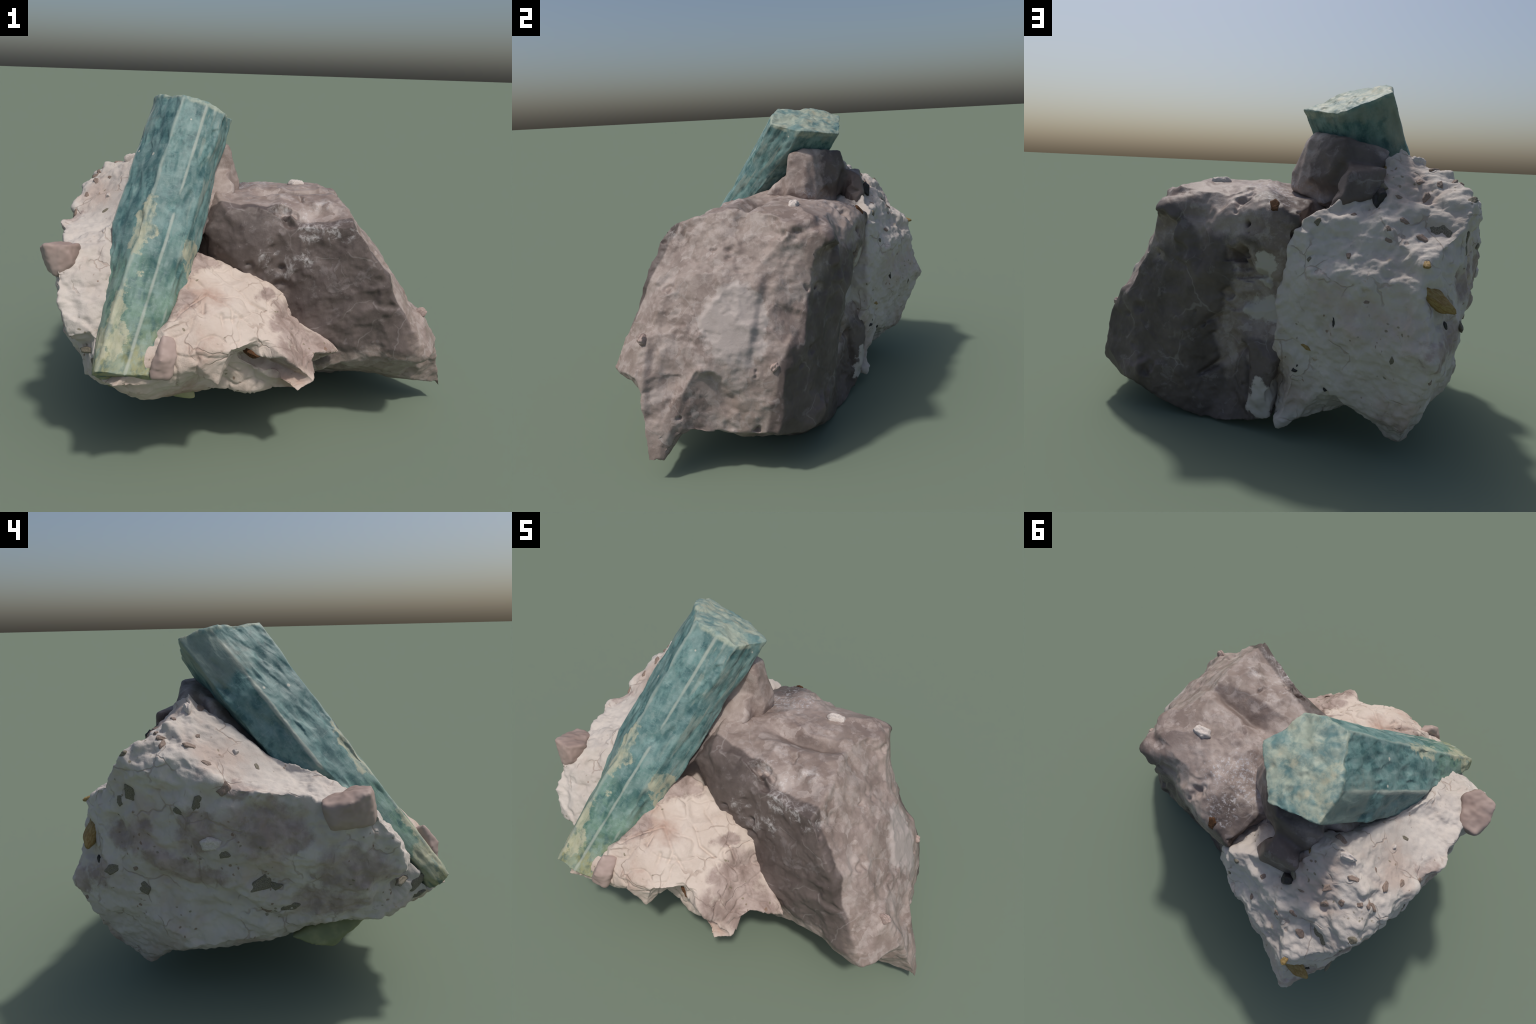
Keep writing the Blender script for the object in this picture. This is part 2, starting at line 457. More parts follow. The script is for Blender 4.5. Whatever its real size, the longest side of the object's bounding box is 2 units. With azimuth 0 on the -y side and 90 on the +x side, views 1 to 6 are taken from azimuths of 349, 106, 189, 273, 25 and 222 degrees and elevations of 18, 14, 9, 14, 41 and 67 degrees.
FELDSPAR = [
    # back face
    (-.322, .649, .579), (-.29, .57, .271), (-.153, .545, .344), (-.209, .566, .457),
    (-.189, .565, .51), (-.09, .515, .061), (-.16, .50, .085), (-.42, .4, .154), (-.70, .81, .515), (-.616, .661, .156),
    (-.615, .53, .07), (-.65, .713, .267), (-.699, .70, .725), (-.633, .734, .798),
    (-.79, .645, .68), (-.765, .665, .41), (-.79, .665, .61), (-.654, .725, .864), (-.10, .53, .85), (-.065, .535, .48), (-.07, .53, .65), (-.21, .62, .765),
    # upper rim
    (-.835, .52, 1.085), (-.80, .59, .985), (-.49, .585, .97), (-.84, .42, .91), (-.74, .635, .845), (-.83, .48, .78), (-.84, .52, .68), (-.92, .15, .93), (-.5, .515, 1.075), (-.45, .442, 1.154),
    (-.456, .488, 1.08), (-.607, .275, 1.255), (-.545, .29, 1.30), (-.306, .486, 1.062), (-.17, .535, .993),
    (-.401, .55, .985), (-.754, .35, 1.202), (-.81, .344, 1.148), (-.805, .242, 1.121),
    (-.89, .236, 1.067), (-.948, -.03, .978), (-.935, -.13, .97), (-.901, .106, .985), (-.911, -.24, .915),
    # hollow behind the crystal
    (-.735, -.008, 1.02), (-.85, -.02, .975), (-.724, .08, 1.078), (-.55, .236, 1.24), (-.60, .12, 1.165), (-.66, -.042, 1.05),
    (-.69, -.126, .985), (-.73, -.258, .985), (-.76, -.318, .93), (-.73, -.45, .85),
    # left face
    (-.926, -.463, .885), (-.895, -.58, .698), (-.925, -.38, .62), (-.885, -.60, .61), (-.82, -.5, .40), (-.847, -.529, .555), (-.742, -.70, .50),
    (-.80, -.48, .845), (-.78, -.62, .66), (-.579, -.654, .346), (-.518, -.517, .276),
    (-.907, .3, .981), (-.925, .2, .752), (-.885, .2, .642), (-.835, .25, .47),
    (-.851, .3, .32), (-.825, .3, .26), (-.75, .4, .19), (-.81, .52, .43), (-.85, .26, .27), (-.935, -.2, .735), (-.94, -.04, .715), (-.84, -.2, .38),
    # underside
    (-.5, .214, .16), (-.5, -.033, .20), (-.75, .2, .215), (-.76, -.05, .255), (-.82, -.02, .31), (-.6, -.3, .25), (-.3, -.15, .18), (-.1, .1, .14),
    (0, .3, .12), (.0, 0, .5), (-.1, .3, .9), (-.3, -.3, .7), (-.2, .2, 1.0),
]
LEDGE = [
    (-.301, -.248, .86), (-.36, -.32, .90), (-.397, -.454, .807), (-.444, -.657, .703), (-.286, -.515, .758),
    (-.185, -.593, .709), (-.098, -.633, .641), (-.022, -.343, .761), (.112, -.323, .671),
    (-.14, -.48, .735), (.023, -.524, .62), (-.068, -.668, .598), (.023, -.729, .545),
    (.144, -.36, .563), (.261, -.448, .46), (.34, -.494, .434), (.20, -.575, .475), (.14, -.545, .51), (.30, -.47, .475),
    (.086, -.73, .373), (.164, -.693, .403), (.10, -.65, .335), (.0, -.675, .423), (-.10, -.56, .505), (-.18, -.61, .505), (-.22, -.60, .47), (-.36, -.725, .50), (-.28, -.765, .61), (-.215, -.755, .60),
    (-.266, -.756, .442), (-.351, -.764, .559), (-.487, -.71, .65), (-.441, -.74, .60), (-.468, -.75, .511),
    (-.579, -.654, .346), (-.742, -.724, .479), (-.69, -.79, .495), (-.60, -.775, .475),
    (-.31, -.55, .31), (-.518, -.517, .276), (-.12, -.42, .40), (-.02, -.50, .38), (.12, -.44, .30), (-.18, -.36, .24), (0, -.38, .23), (.25, -.38, .36),
    (-.1, -.1, .5), (-.4, -.3, .5), (-.6, -.4, .5), (0, -.2, .72),
]
KNOB = [
    (-.126, .102, 1.327), (-.173, .193, 1.343), (-.307, .355, 1.330), (-.50, .29, 1.28),
    (-.121, .2, 1.295), (-.054, .2, 1.167), (-.057, .103, 1.14), (-.059, .216, 1.101),
    (-.182, .271, 1.05), (-.20, .33, 1.15), (-.22, .315, 1.27), (-.31, .39, 1.214), (-.48, .35, 1.23), (-.40, .41, 1.1),
    (-.3, .1, 1.0), (-.1, .05, 1.0), (-.45, .2, 1.05), (-.3, .05, 1.25),
]
LOBE = [
    (-.33, .392, 1.223), (-.33, .467, 1.182), (-.33, .489, 1.122), (-.306, .49, 1.05),
    (-.29, .42, 1.16), (-.27, .45, 1.03), (-.482, .44, 1.20), (-.47, .46, 1.08), (-.4, .3, 1.2), (-.35, .35, 1.0),
]
SADDLE = [
    (-.10, .059, 1.20), (-.11, -.02, 1.115), (-.20, -.05, 1.12), (-.30, .05, 1.20), (-.3, -.1, 1.0),
    (-.1, .1, 1.05), (-.28, -.22, .97), (-.31, -.29, .93), (-.42, -.2, .95), (-.22, .36, 1.03), (-.5, .21, 1.26), (-.35, -.1, 1.0), (-.45, .14, 1.17), (-.46, .24, 1.27), (-.55, .2, 1.2), (-.6, 0, 1.02), (-.4, .1, .95),
]
NUB = [
    (-.873, -.444, .98), (-.971, -.425, .975), (-1.003, -.349, .945), (-.975, -.253, .93), (-.89, -.25, .93),
    (-.823, -.374, .965), (-.985, -.29, .85), (-.965, -.40, .84), (-.93, -.45, .835), (-.85, -.46, .90), (-.85, -.35, .78), (-.92, -.27, .80),
]

def facet(P, N, count, radius, depth, tilt, seed):
    """chip flat fracture planes off the surface: everything that stands above a
    plane near its centre is pressed down onto it"""
    rng = np.random.default_rng(seed)
    P = P.copy()
    ragged = 1 + .45 * fbm(P, 9, 3, seed)
    for k in rng.integers(0, len(P), count):
        n = N[k] + rng.normal(size=3) * tilt
        n /= np.linalg.norm(n)
        R = rng.uniform(*radius)
        v = P - P[k]
        dist = np.sqrt((v * v).sum(1)) / R * ragged
        near = dist < 1.3
        h = v[near] @ n
        top = np.percentile(h[dist[near] < .6], 78) if (dist[near] < .6).sum() > 8 else 0
        over = h - top + depth * rng.uniform(.4, 1.3) - .06 * dist[near] ** 4
        Q = P[near]
        Q -= np.maximum(over, 0)[:, None] * n
        P[near] = Q
    return P

def weathered(me, voxel, soften, recipe, settle=1, facets=None):
    vm = voxelise(me, voxel)
    E = edges_of(vm)
    P = relax(coords(vm), E, soften)
    set_coords(vm, P)
    N = relax(normals(vm), E, 6)
    N /= np.linalg.norm(N, axis=1)[:, None]
    d = recipe(P)
    P = P + N * d[:, None]
    if facets:
        for f in facets:
            P = facet(P, N, *f)
    P = relax(P, E, settle, .5)
    set_coords(vm, P)
    smooth_shade(vm)
    return vm

def cell_edges(P, count, seed, warp=.04, scale=6):
    """distance-like value that drops to 0 on the borders of random cells"""
    rng = np.random.default_rng(seed)
    lo, hi = P.min(0) - .05, P.max(0) + .05
    W = P + warp * np.stack([fbm(P, scale, 2, seed + k) for k in (1, 2, 3)], 1)
    kd = kdtree.KDTree(count)
    for i, s in enumerate(rng.uniform(lo, hi, (count, 3))):
        kd.insert(s, i)
    kd.balance()
    out = np.empty(len(P))
    for i, p in enumerate(W):
        a, b = kd.find_n(p, 2)
        out[i] = b[2] - a[2]
    return out

def scallop(P, count, amp, seed, warp=.03, stretch=(1, 1, 1)):
    """shell-like fracture bowls meeting in sharp ridges (squared cell distance)"""
    rng = np.random.default_rng(seed)
    W = (P + warp * np.stack([fbm(P, 7, 3, seed + k) for k in (1, 2, 3)], 1)) * np.array(stretch)
    lo, hi = W.min(0) - .03, W.max(0) + .03
    kd = kdtree.KDTree(count)
    for i, p in enumerate(rng.uniform(lo, hi, (count, 3))):
        kd.insert(p, i)
    kd.balance()
    d = np.array([kd.find(p)[2] for p in W])
    d2 = (d / d.mean()) ** 2
    return amp * (np.minimum(d2, 3.5) - d2.mean())

def sig(x, width):
    return 1 / (1 + np.exp(-np.clip(x / width, -40, 40)))

def near(P, at, radius):
    return np.exp(-((P - np.array(at)) ** 2).sum(1) / radius ** 2)

def quartz_relief(P):
    x, y, z = P.T
    d = scallop(P, 110, .010, 3, .07) + scallop(P, 900, .0028, 4, .05)
    d += .007 * fbm(P, 5, 5, 1, .7) + .0035 * fbm(P, 22, 5, 2, .6)
    # long slot on top, behind the front crest, with a raised ledge beyond it
    cut = y - (.015 - .04 * (x - .07))
    ends = sig(x - .07, .035) * sig(.36 - x, .035) * sig(z - .95, .02)
    d -= ends * .085 * np.where(cut < 0, np.clip(1 + cut / .105, 0, 1), np.exp(-(cut / .035) ** 2))
    d += groove(P, [(.30, .07, 1.10), (.15, .08, 1.09)], .03, -.008)
    d += groove(P, [(-.02, -.215, 1.07), (-.015, -.15, 1.07), (.08, -.12, 1.10)], .012, .02)
    # hollow and crevice in the back face
    d += groove(P, [(.30, .40, .22), (.227, .40, .27), (.10, .43, .37), (.08, .43, .38)], .016, .035)
    d += groove(P, [(.08, .43, .38), (.065, .45, .28), (.061, .454, .17)], .014, .025)
    d += bump(P, (.11, .456, .78), .05, -.03) + bump(P, (.06, .46, .66), .06, -.02)
    flank = sig(x - .5, .03)
    # raised slab on the right flank: abrupt on its inner edge, fading outwards
    slab = sig(.125 - y + .10 * (z - .69), .006) * sig(y + .20, .03) * sig(z - .47, .02) * sig(.83 - z, .012)
    d += flank * .020 * slab
    # hollows below the slab and the ribs that run down to the toe
    d += bump(P, (.87, -.245, .43), .065, -.035) + bump(P, (.82, .05, .40), .09, -.010)
    d += bump(P, (.83, -.01, .34), .07, -.012)
    d += groove(P, [(.83, -.11, .45), (.875, -.19, .36), (.94, -.25, .20)], .022, -.030)
    d += groove(P, [(.80, -.38, .62), (.86, -.37, .48), (.93, -.36, .30)], .022, -.016)
    # chipped step across the upper shoulder
    d += groove(P, [(.52, .28, 1.02), (.47, .36, 1.03), (.40, .38, 1.06)], .02, .018)
    # lip over the pocket low on the front face
    d += groove(P, [(.50, -.51, .70), (.58, -.52, .70), (.66, -.50, .68)], .016, -.014)
    d += groove(P, [(.52, -.51, .665), (.62, -.52, .655)], .02, .016)
    return d

def feldspar_relief(P):
    x, y, z = P.T
    hollow = near(P, (-.73, .05, 1.06), .17)                       # smooth cradle behind the prism
    rugged = sig(y - .28, .06) * sig(z - .78, .05)                 # lumpy rear shoulder
    left = sig(-.72 - x, .03) * sig(-.30 - y, .05)
    calm = 1 - .8 * hollow
    d = calm * (.014 * fbm(P, 5, 4, 2, .8) + .010 * fbm(P, 18, 5, 3, .6))
    d += calm * rugged * (.020 * (np.minimum(ridged(P, 4.5, 5, 4) - 1.0, .9) - .3) + scallop(P, 900, -.010, 11, .06, (1, 1, 1.8)))
    d += calm * (1 - rugged) * scallop(P, 320, .007, 12, .06)
    d += left * scallop(P, 2600, -.0055, 13, .02)
    # overhanging band across the left face
    d += groove(P, [(-.784, .57, .82), (-.824, .39, .585), (-.876, .11, .535), (-.835, -.09, .40)], .022, .022)
    d += groove(P, [(-.79, .55, .86), (-.84, .38, .66), (-.89, .11, .60), (-.86, -.10, .47)], .05, -.016)
    rim = [(-.85, .45, 1.09), (-.88, .33, 1.07), (-.89, .24, 1.06), (-.905, .15, 1.01), (-.93, .06, .985), (-.948, -.03, .978), (-.935, -.12, .965), (-.92, -.2, .93)]
    for k, p in enumerate(rim):
        d += near(P, p, .045) * (.020 if k % 2 else -.018)
    d += groove(P, [(-.88, .36, .985), (-.92, .12, .93), (-.955, -.05, .90), (-.94, -.18, .86)], .03, .014)
    d += near(P, (-.89, -.35, .88), .10) * .025          # root of the quartz nub
    # dark pits and pockets
    for at, r, h in [((-.724, .564, .969), .05, .012), ((-.784, .487, .931), .035, .012),
                     ((-.75, .67, .62), .05, .03), ((-.896, .219, .912), .03, .01),
                     ((-.316, .640, .585), .018, .010), ((-.29, .568, .272), .02, .01),
                     ((-.893, -.032, .596), .05, .012), ((-.30, .52, 1.05), .05, .02)]:
        d -= near(P, at, r) * h
    # knobbly drips along the lower edge
    for at, r, h in [((-.09, .515, .061), .06, .008), ((-.615, .53, .05), .05, .02), ((-.70, .815, .515), .04, .0),
                     ((-.70, .75, .40), .04, .015), ((-.63, .70, .19), .035, .015), ((-.80, .62, .55), .04, .012)]:
        d += near(P, at, r) * h
    return d

def ledge_relief(P):
    d = .009 * fbm(P, 6, 4, 2, .9) + scallop(P, 150, .007, 6, .05) + .0025 * fbm(P, 30, 4, 5, .7)
    e = cell_edges(P, 90, 8, .06)
    d -= .008 * np.exp(-(e / .006) ** 2)
    # the three cracks that run down from one junction beside the prism
    J = (-.286, -.515, .762)
    for line in ([J, (-.19, -.593, .712), (-.19, -.64, .68)], [(-.175, -.60, .70), (-.098, -.633, .648)],
                 [J, (-.37, -.58, .735), (-.444, -.657, .705)], [(-.31, -.57, .74), (-.33, -.70, .64), (-.352, -.77, .56)],
                 [(-.24, -.62, .70), (-.23, -.73, .60), (-.22, -.75, .54)], [(-.22, -.44, .76), (-.15, -.45, .745), (-.10, -.50, .70), (-.02, -.50, .66)],
                 [(-.06, -.40, .73), (.02, -.42, .68), (.07, -.46, .63)], [(-.30, -.42, .80), (-.26, -.44, .78), (-.25, -.51, .74)]):
        d += groove(P, line, .007, .016)
    # plates stand a little proud on one side of the cracks
    d += bump(P, (-.33, -.60, .73), .09, .010) + bump(P, (-.10, -.43, .745), .07, .012) + bump(P, (-.22, -.56, .74), .05, -.010)
    d += bump(P, (-.12, -.61, .48), .06, -.03)
    return d

def knob_relief(P):
    d = scallop(P, 60, .006, 31, .04) + .005 * fbm(P, 7, 4, 3)
    d += groove(P, [(-.28, .40, 1.20), (-.25, .38, 1.12), (-.23, .34, 1.04)], .03, .03)
    d += groove(P, [(-.15, .22, 1.30), (-.12, .24, 1.15), (-.11, .24, 1.08)], .02, -.012)
    return d

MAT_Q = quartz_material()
MAT_F = feldspar_material("pale_feldspar", (.575, .525, .478), (.47, .415, .375), (.47, .345, .285), .5, .80)
MAT_L = feldspar_material("rosy_feldspar", (.60, .515, .45), (.51, .41, .345), (.41, .28, .225), .85, .95)

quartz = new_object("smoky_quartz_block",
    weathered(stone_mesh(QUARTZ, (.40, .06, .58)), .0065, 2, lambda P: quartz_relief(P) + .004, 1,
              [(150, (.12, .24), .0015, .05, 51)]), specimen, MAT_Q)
feldspar = new_object("feldspar_matrix",
    weathered(stone_mesh(FELDSPAR, (-.45, .08, .62)), .0065, 3, lambda P: feldspar_relief(P) - .001, 1,
              [(140, (.05, .12), .001, .06, 53)]), specimen, MAT_F)
ledge = new_object("feldspar_ledge",
    weathered(stone_mesh(LEDGE, (-.2, -.45, .55)), .0055, 2, lambda P: ledge_relief(P) + .003, 1, [(60, (.05, .10), .001, .06, 54)]), specimen, MAT_L)
knob = new_object("smoky_quartz_knob",
    weathered(join_meshes([hull_mesh(KNOB), hull_mesh(LOBE), hull_mesh(SADDLE)]), .007, 6,
              lambda P: knob_relief(P) + .003, 1, [(50, (.05, .12), .001, .06, 55)]), specimen, MAT_Q)
nub = new_object("quartz_nub",
    weathered(hull_mesh(NUB), .006, 14, lambda P: .014 * fbm(P, 7, 4, 4, .8)), specimen,
    grain_material("nub_quartz", (.30, .22, .19), (.40, .31, .275), 5, .6))

# ------------------------------------------------------------------ crystal
# six prism edges, each a line from the broken top to the rooted foot
PRISM = {
    "f": [(-.482, .200, 1.562), (-.59, -.02, 1.30), (-.695, -.25, 1.02), (-.735, -.50, .76), (-.775, -.745, .52)],
    "g": [(-.355, -.010, 1.582), (-.453, -.192, 1.336), (-.557, -.390, 1.078), (-.662, -.590, .818), (-.755, -.785, .560)],
    "h": [(-.235, -.008, 1.552), (-.336, -.206, 1.300), (-.4375, -.404, 1.0485), (-.539, -.602, .797), (-.64, -.80, .545)],
    "a": [(-.150, -.003, 1.500), (-.262, -.195, 1.242), (-.357, -.392, 1.011), (-.453, -.590, .778), (-.552, -.79, .530)],
    "b": [(-.090, .186, 1.452), (-.175, .0, 1.235), (-.275, -.25, .98), (-.38, -.50, .72), (-.52, -.75, .47)],
    "c": [(-.264, .366, 1.424), (-.34, .20, 1.20), (-.44, -.05, .95), (-.55, -.4, .65), (-.60, -.70, .46)],
    "e": [(-.492, .335, 1.522), (-.59, .13, 1.26), (-.68, -.12, .96), (-.70, -.42, .66), (-.72, -.71, .47)],
}
TOP = Vector((-.29, .17, 1.50)); FOOT = Vector((-.65, -.77, .51))
AXIS_Q = (TOP - FOOT).normalized()
CAP_POINT = sum((Vector(v[0]) for v in PRISM.values()), Vector()) / len(PRISM)
CAP_NORMAL = (Vector(PRISM["g"][0]) - Vector(PRISM["c"][0])).cross(
    Vector(PRISM["e"][0]) - Vector(PRISM["a"][0])).normalized()
if CAP_NORMAL.z < 0:
    CAP_NORMAL = -CAP_NORMAL

def crystal_mesh():
    bm = bmesh.new()
    names = list(PRISM)
    rings = []
    for k in range(5):
        rings.append([bm.verts.new(PRISM[n][k]) for n in names])
    for r0, r1 in zip(rings, rings[1:]):
        for i in range(len(names)):
            j = (i + 1) % len(names)
            bm.faces.new((r0[i], r0[j], r1[j], r1[i]))
    for r in (rings[0], rings[-1]):
        c = bm.verts.new(sum((v.co for v in r), Vector()) / len(r))
        if r is rings[0]:
            c.co += CAP_NORMAL * .016            # gently domed break
        for i in range(len(r)):
            bm.faces.new((r[i], r[(i + 1) % len(r)], c))
    bmesh.ops.triangulate(bm, faces=bm.faces[:])
    bmesh.ops.recalc_face_normals(bm, faces=bm.faces[:])
    me = bpy.data.meshes.new("crystal")
    bm.to_mesh(me); bm.free()
    return me

def dimples(P, count, rad, depth, keep, seed, squeeze):
    """shallow etch pits, stretched along the prism axis"""
    rng = np.random.default_rng(seed)
    A = np.array(AXIS_Q)
    Q = P - np.outer(P @ A, A) * (1 - squeeze)
    pick = Q[rng.integers(0, len(Q), count)]
    R = rad * rng.uniform(.5, 1.5, count)
    D = depth * rng.uniform(.3, 1.4, count) * (rng.uniform(size=count) < keep)
    kd = kdtree.KDTree(count)
    for i, s in enumerate(pick):
        kd.insert(s, i)
    kd.balance()
    out = np.zeros(len(P))
    for i, q in enumerate(Q):
        for co, k, dist in kd.find_n(q, 2):
            out[i] -= D[k] * math.exp(-(dist / R[k]) ** 2)
    return out

def crystal_relief(P):
    A = np.array(AXIS_Q)
    t = (P - np.array(FOOT)) @ A
    Q = P - np.outer(P @ A, A) * .92
    d = .0014 * fbm(Q, 34, 3, 5) + .003 * fbm(P, 9, 4, 6)
    d += dimples(P, 520, .018, .0055, .8, 21, .45)
    d += dimples(P, 60, .035, .008, .8, 22, .8)
    # steps across the front face
    d += chips(P - np.outer(P @ A, A) * .3, 260, .012, .0010, 23)
    cap = np.array(CAP_NORMAL)
    near = np.exp(-(np.maximum(0, (np.array(CAP_POINT) - P) @ cap) / .03) ** 2)
    d += near * (.010 * fbm(P, 8, 4, 7) + scallop(P, 500, .003, 24, .03))
    d += bump(P, (-.418, -.356, 1.123), .030, -.014)
    return d

crystal = new_object("beryl_crystal",
    weathered(crystal_mesh(), .0050, 3, crystal_relief), specimen, beryl_material())

# ------------------------------------------------- embedded grains and chips
MAT_BROWN = grain_material("brown_quartz", (.20, .145, .115), (.31, .235, .195))
MAT_OLIVE = grain_material("olive_mica_and_crevice_shade", (.105, .094, .070), (.25, .22, .165), 14)  # mica colour, also used to paint the shade in pits and crevices
MAT_BLACK = grain_material("black_tourmaline_and_hole_shade", (.018, .017, .018), (.045, .042, .042), 20, .5)  # tourmaline colour, also the painted darkness of holes
MAT_AMBER = grain_material("amber_feldspar", (.24, .145, .045), (.34, .245, .10), 5)
MAT_WHITE = grain_material("chalky_feldspar", (.52, .46, .42), (.62, .56, .52), 6, .8)
MAT_RUST_SHADE = grain_material("rust_and_hollow_shade", (.03, .018, .012), (.15, .065, .025), 12, .9)  # rust colour, also the painted shade of the ledge hollow
MAT_PEBBLE = grain_material("pink_quartz", (.33, .245, .215), (.43, .335, .30), 3, .6)
MAT_GREEN = grain_material("green_beryl", (.19, .21, .11), (.38, .37, .20), 5, .5)

def pebble_mesh(seed):
    """irregular angular fleck of radius about 1: a low dome over a random polygon"""
    rng = np.random.default_rng(seed + 40)
    n = int(rng.integers(5, 8))
    ang = np.sort((np.arange(n) + rng.uniform(-.35, .35, n)) * math.tau / n)
    rad = rng.uniform(.55, 1.25, n)
    def outline(a):
        a = (a - ang[0]) % math.tau + ang[0]
        A = np.append(ang, ang[0] + math.tau); R = np.append(rad, rad[0])
        k = min(int(np.searchsorted(A, a, 'right')) - 1, n - 1)
        p = np.array([R[k] * math.cos(A[k]), R[k] * math.sin(A[k])])
        q = np.array([R[k + 1] * math.cos(A[k + 1]), R[k + 1] * math.sin(A[k + 1])])
        d = np.array([math.cos(a), math.sin(a)]); e = q - p
        den = d[0] * e[1] - d[1] * e[0]
        return abs((p[0] * e[1] - p[1] * e[0]) / den) if abs(den) > 1e-6 else R[k]
    bm = bmesh.new()
    bmesh.ops.create_icosphere(bm, subdivisions=4, radius=1)
    for v in bm.verts:
        x, y, z = v.co
        h = math.hypot(x, y)
        a = math.atan2(y, x)
        r = outline(a) * (1 + .10 * noise.noise(Vector((math.cos(a) * 3, math.sin(a) * 3, seed))))
        zz = math.copysign(min(abs(z), .75), z)
        q = Vector((x * r, y * r, zz))
        q.z += .18 * noise.fractal(q * 2.5 + Vector((seed, 0, 0)), 1, 2, 3)
        v.co = q
    me = bpy.data.meshes.new("grain")
    bm.to_mesh(me); bm.free()
    smooth_shade(me)
    return me

SHAPES = [pebble_mesh(k) for k in range(5)]
SURFACE = {}
for ob in (quartz, feldspar, ledge, knob):
    me = ob.data
    me.calc_loop_triangles()
    SURFACE[ob.name] = BVHTree.FromPolygons([v.co.copy() for v in me.vertices],
                                            [tuple(p.vertices) for p in me.polygons])
MESHES = {}
def grain(name, mat, at, size, parent, sink=.0, turn=None):
    """one grain set into the surface of `parent` near `at`; size = long, wide, proud"""
    loc, nor, idx, dist = SURFACE[parent.name].find_nearest(Vector(at))
    key = (mat.name, len(MESHES) % 5)
    k = random.randrange(5)
    if (mat.name, k) not in MESHES:
        me = SHAPES[k].copy(); me.materials.append(mat); MESHES[(mat.name, k)] = me
    ob = bpy.data.objects.new(name, MESHES[(mat.name, k)])
    bpy.context.scene.collection.objects.link(ob)
    ob.parent = parent
    if turn is None:
        turn = random.uniform(0, math.tau)
        side = nor.orthogonal().normalized()
        x = (side * math.cos(turn) + nor.cross(side) * math.sin(turn)).normalized()
    else:
        x = (Vector(turn) - nor * nor.dot(Vector(turn))).normalized()
    y = nor.cross(x)
    from mathutils import Matrix
    M = Matrix((x, y, nor)).transposed().to_4x4()
    M.translation = loc - nor * sink
    ob.matrix_local = M @ Matrix.Diagonal((*size, 1))
    return ob

for at, r in [((-.823, .342, 1.15), .022), ((-.799, .244, 1.12), .024), ((-.898, .114, .977), .035),
              ((-.838, -.038, .446), .035), ((-.557, .236, 1.235), .032), ((-.632, .427, 1.175), .024),
              ((-.69, .326, 1.227), .020), ((-.81, .348, 1.165), .018), ((-.501, .632, .93), .016),
              ((-.352, .624, .878), .013), ((-.445, .669, .691), .012), ((-.505, .617, .98), .012),
              ((-.371, .534, 1.027), .014), ((-.70, .45, 1.16), .022), ((-.76, .40, 1.17), .018),
              ((-.66, .50, 1.10), .020), ((-.58, .60, 1.02), .018), ((-.65, .62, .98), .022),
              ((-.86, .18, 1.08), .020), ((-.74, .22, 1.15), .012), ((-.55, .50, 1.10), .016),
              ((-.687, .749, .427), .020), ((-.89, .50, .62), .012)]:
    grain("brown_quartz_grain", MAT_BROWN, at, (r * 1.3, r * .8, .009), feldspar, .0045)
for at, r in [((-.724, .564, .969), .068), ((-.784, .487, .931), .045), ((-.77, .53, .90), .022),
              ((-.896, .219, .912), .034), ((-.891, .28, .885), .026), ((-.914, .117, .723), .034),
              ((-.893, -.032, .596), .055), ((-.88, -.07, .57), .035), ((-.805, .469, .531), .040),
              ((-.774, .579, .608), .036), ((-.86, -.126, .464), .042), ((-.748, -.009, 1.023), .020),
              ((-.757, .556, .871), .028), ((-.823, .516, 1.10), .022), ((-.551, .732, .487), .020),
              ((-.456, .47, 1.13), .026), ((-.22, .56, .98), .016), ((-.195, .597, .832), .016)]:
    grain("olive_mica_and_pit_shade", MAT_OLIVE, at, (r * 1.2, r * .8, .011), feldspar, .005)  # olive mica; some flakes paint the dark of pits and crevices
for at, size, turn in [((-.451, .496, 1.081), (.050, .042, .026), (0, 0, 1)),
                       ((-.316, .640, .585), (.038, .010, .010), (-.25, 0, -1)),
                       ((-.292, .568, .272), (.016, .014, .010), None),
                       ((-.154, .539, .333), (.018, .013, .010), None),
                       ((-.17, .545, .36), (.010, .006, .006), None),
                       ((-.748, .673, .619), (.020, .014, .008), None)]:
    grain("black_chip_and_hole_shade", MAT_BLACK, at, size, feldspar, .003, turn)  # one tourmaline chunk; the slit and holes get black flakes as painted shade
for at, size, turn in [((-.69, .725, .745), (.105, .052, .034), (-.55, -.35, -.7)),
                       ((-.509, .330, 1.19), (.020, .016, .012), None),
                       ((-.196, .571, .45), (.030, .014, .010), (-1, 0, -.3)),
                       ((-.65, .72, .86), (.030, .018, .012), None)]:
    grain("amber_grain", MAT_AMBER, at, size, feldspar, .006, turn)
grain("feldspar_chip", MAT_WHITE, (.287, .213, 1.103), (.050, .038, .030), quartz, .004, (1, 0, 0))
grain("feldspar_chip", MAT_PEBBLE, (.80, .22, .48), (.036, .020, .022), quartz, .004, (0, .4, 1))
grain("feldspar_chip", MAT_PEBBLE, (.797, -.404, .577), (.030, .026, .035), quartz, .004, (0, 0, 1))
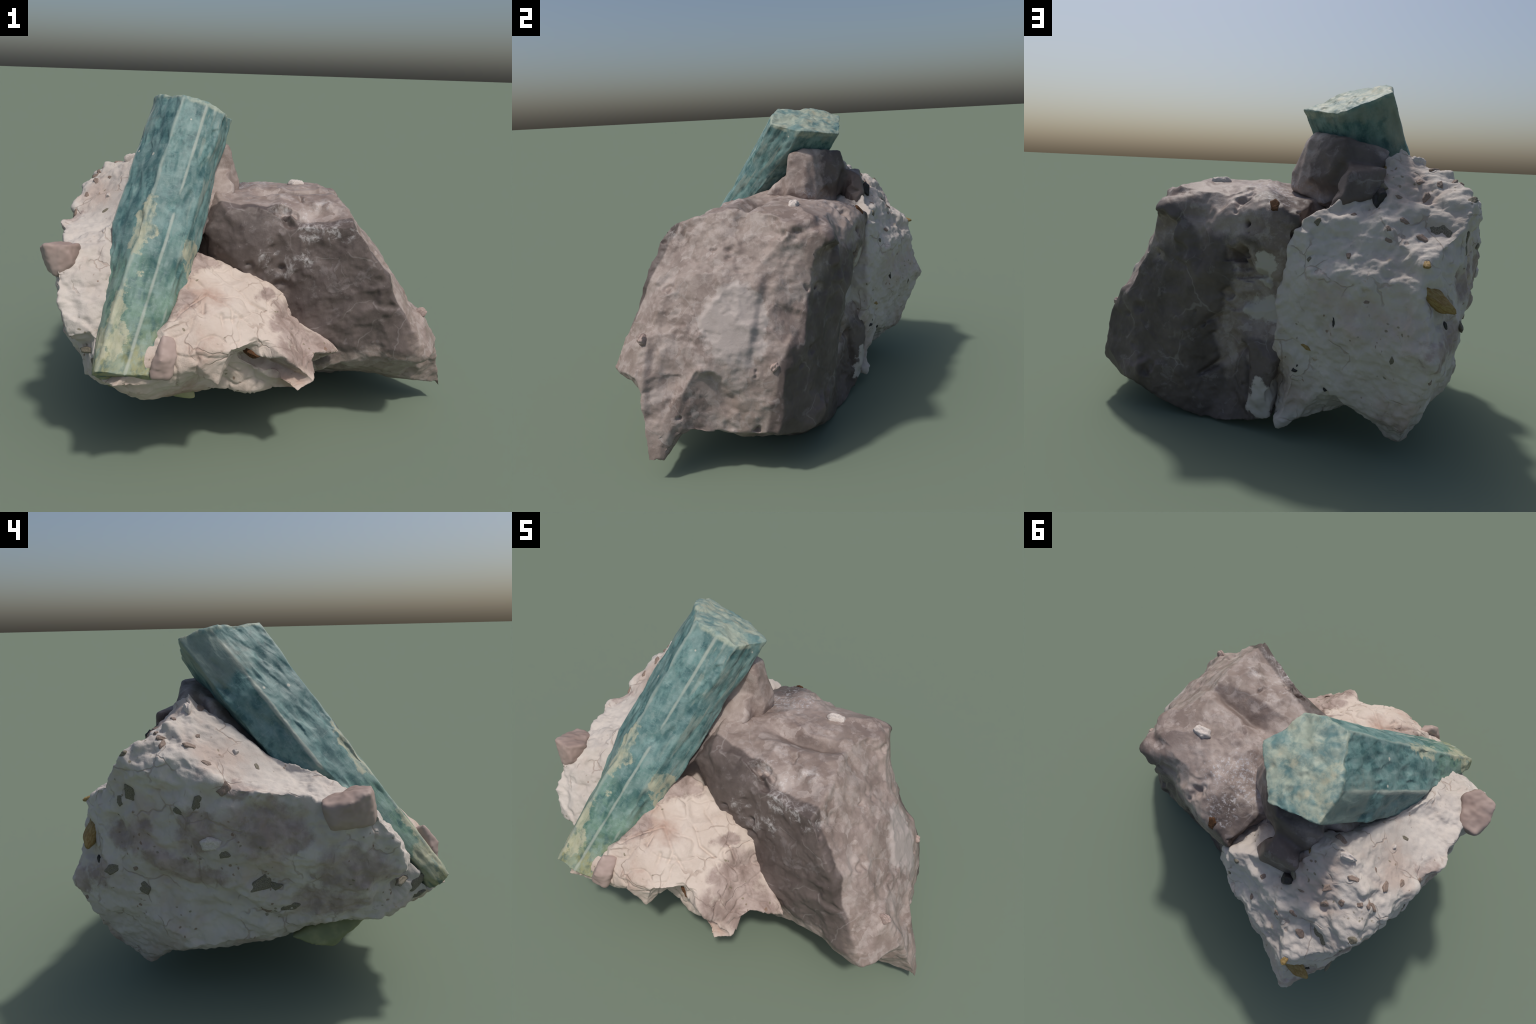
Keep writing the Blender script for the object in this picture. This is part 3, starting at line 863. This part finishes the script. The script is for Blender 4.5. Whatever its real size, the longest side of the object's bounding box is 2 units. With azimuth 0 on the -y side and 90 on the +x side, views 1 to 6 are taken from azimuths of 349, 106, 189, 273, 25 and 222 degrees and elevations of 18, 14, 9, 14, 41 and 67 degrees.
grain("feldspar_chip", MAT_WHITE, (-.728, .078, 1.077), (.016, .014, .016), feldspar, .002)
grain("feldspar_chip", MAT_WHITE, (-.62, .28, 1.245), (.040, .022, .030), feldspar, .004)
grain("feldspar_chip", MAT_WHITE, (-.923, .158, .757), (.045, .040, .020), feldspar, .004)
grain("rust_and_shade_pocket", MAT_RUST_SHADE, (-.038, .496, 1.022), (.034, .028, .010), quartz, .004)  # rusty hole, drawn as a dark rust-coloured flake
grain("rust_and_shade_pocket", MAT_RUST_SHADE, (-.111, -.652, .499), (.050, .030, .020), ledge, .004)  # dark flake painting the shade in the hollow under the ledge
for at, size in [((-.80, -.60, .57), (.050, .020, .012)), ((-.775, -.66, .53), (.050, .024, .012)),
                 ((-.735, -.64, .46), (.060, .024, .012)), ((-.76, -.58, .47), (.050, .020, .012))]:
    grain("crevice_shade_flake", MAT_OLIVE, at, size, feldspar, .003, (.2, -.8, .5))  # flakes painting the shade of the crevice between crystal foot and rock

pebble = new_object("quartz_pebble", weathered(hull_mesh([
    (-.486, -.735, .673), (-.438, -.765, .60), (-.468, -.785, .511), (-.53, -.765, .59), (-.54, -.79, .515),
    (-.45, -.70, .64), (-.47, -.68, .55), (-.50, -.80, .60)]), .005, 14, lambda P: .010 * fbm(P, 9, 4, 4, .8) + .010),
    specimen, MAT_PEBBLE)
stub = new_object("green_beryl_stub", weathered(hull_mesh([
    (-.79, -.136, .29), (-.785, -.243, .245), (-.75, -.32, .22), (-.73, -.40, .28), (-.64, -.5, .33), (-.72, -.3, .34),
    (-.40, -.25, .22), (-.36, -.40, .23), (-.34, -.51, .24), (-.5, -.515, .285), (-.4, -.3, .35), (-.35, -.48, .32)]),
    .008, 3, lambda P: .010 * fbm(P, 8, 4, 4)), specimen, MAT_GREEN)

# lowest point rests on the ground plane
low = min(min(v.co.z for v in o.data.vertices) for o in (quartz, feldspar, ledge, stub))
if low < 0:
    for o in (quartz, feldspar, ledge, stub):
        P = coords(o.data); P[:, 2] = np.maximum(P[:, 2], .0); set_coords(o.data, P)
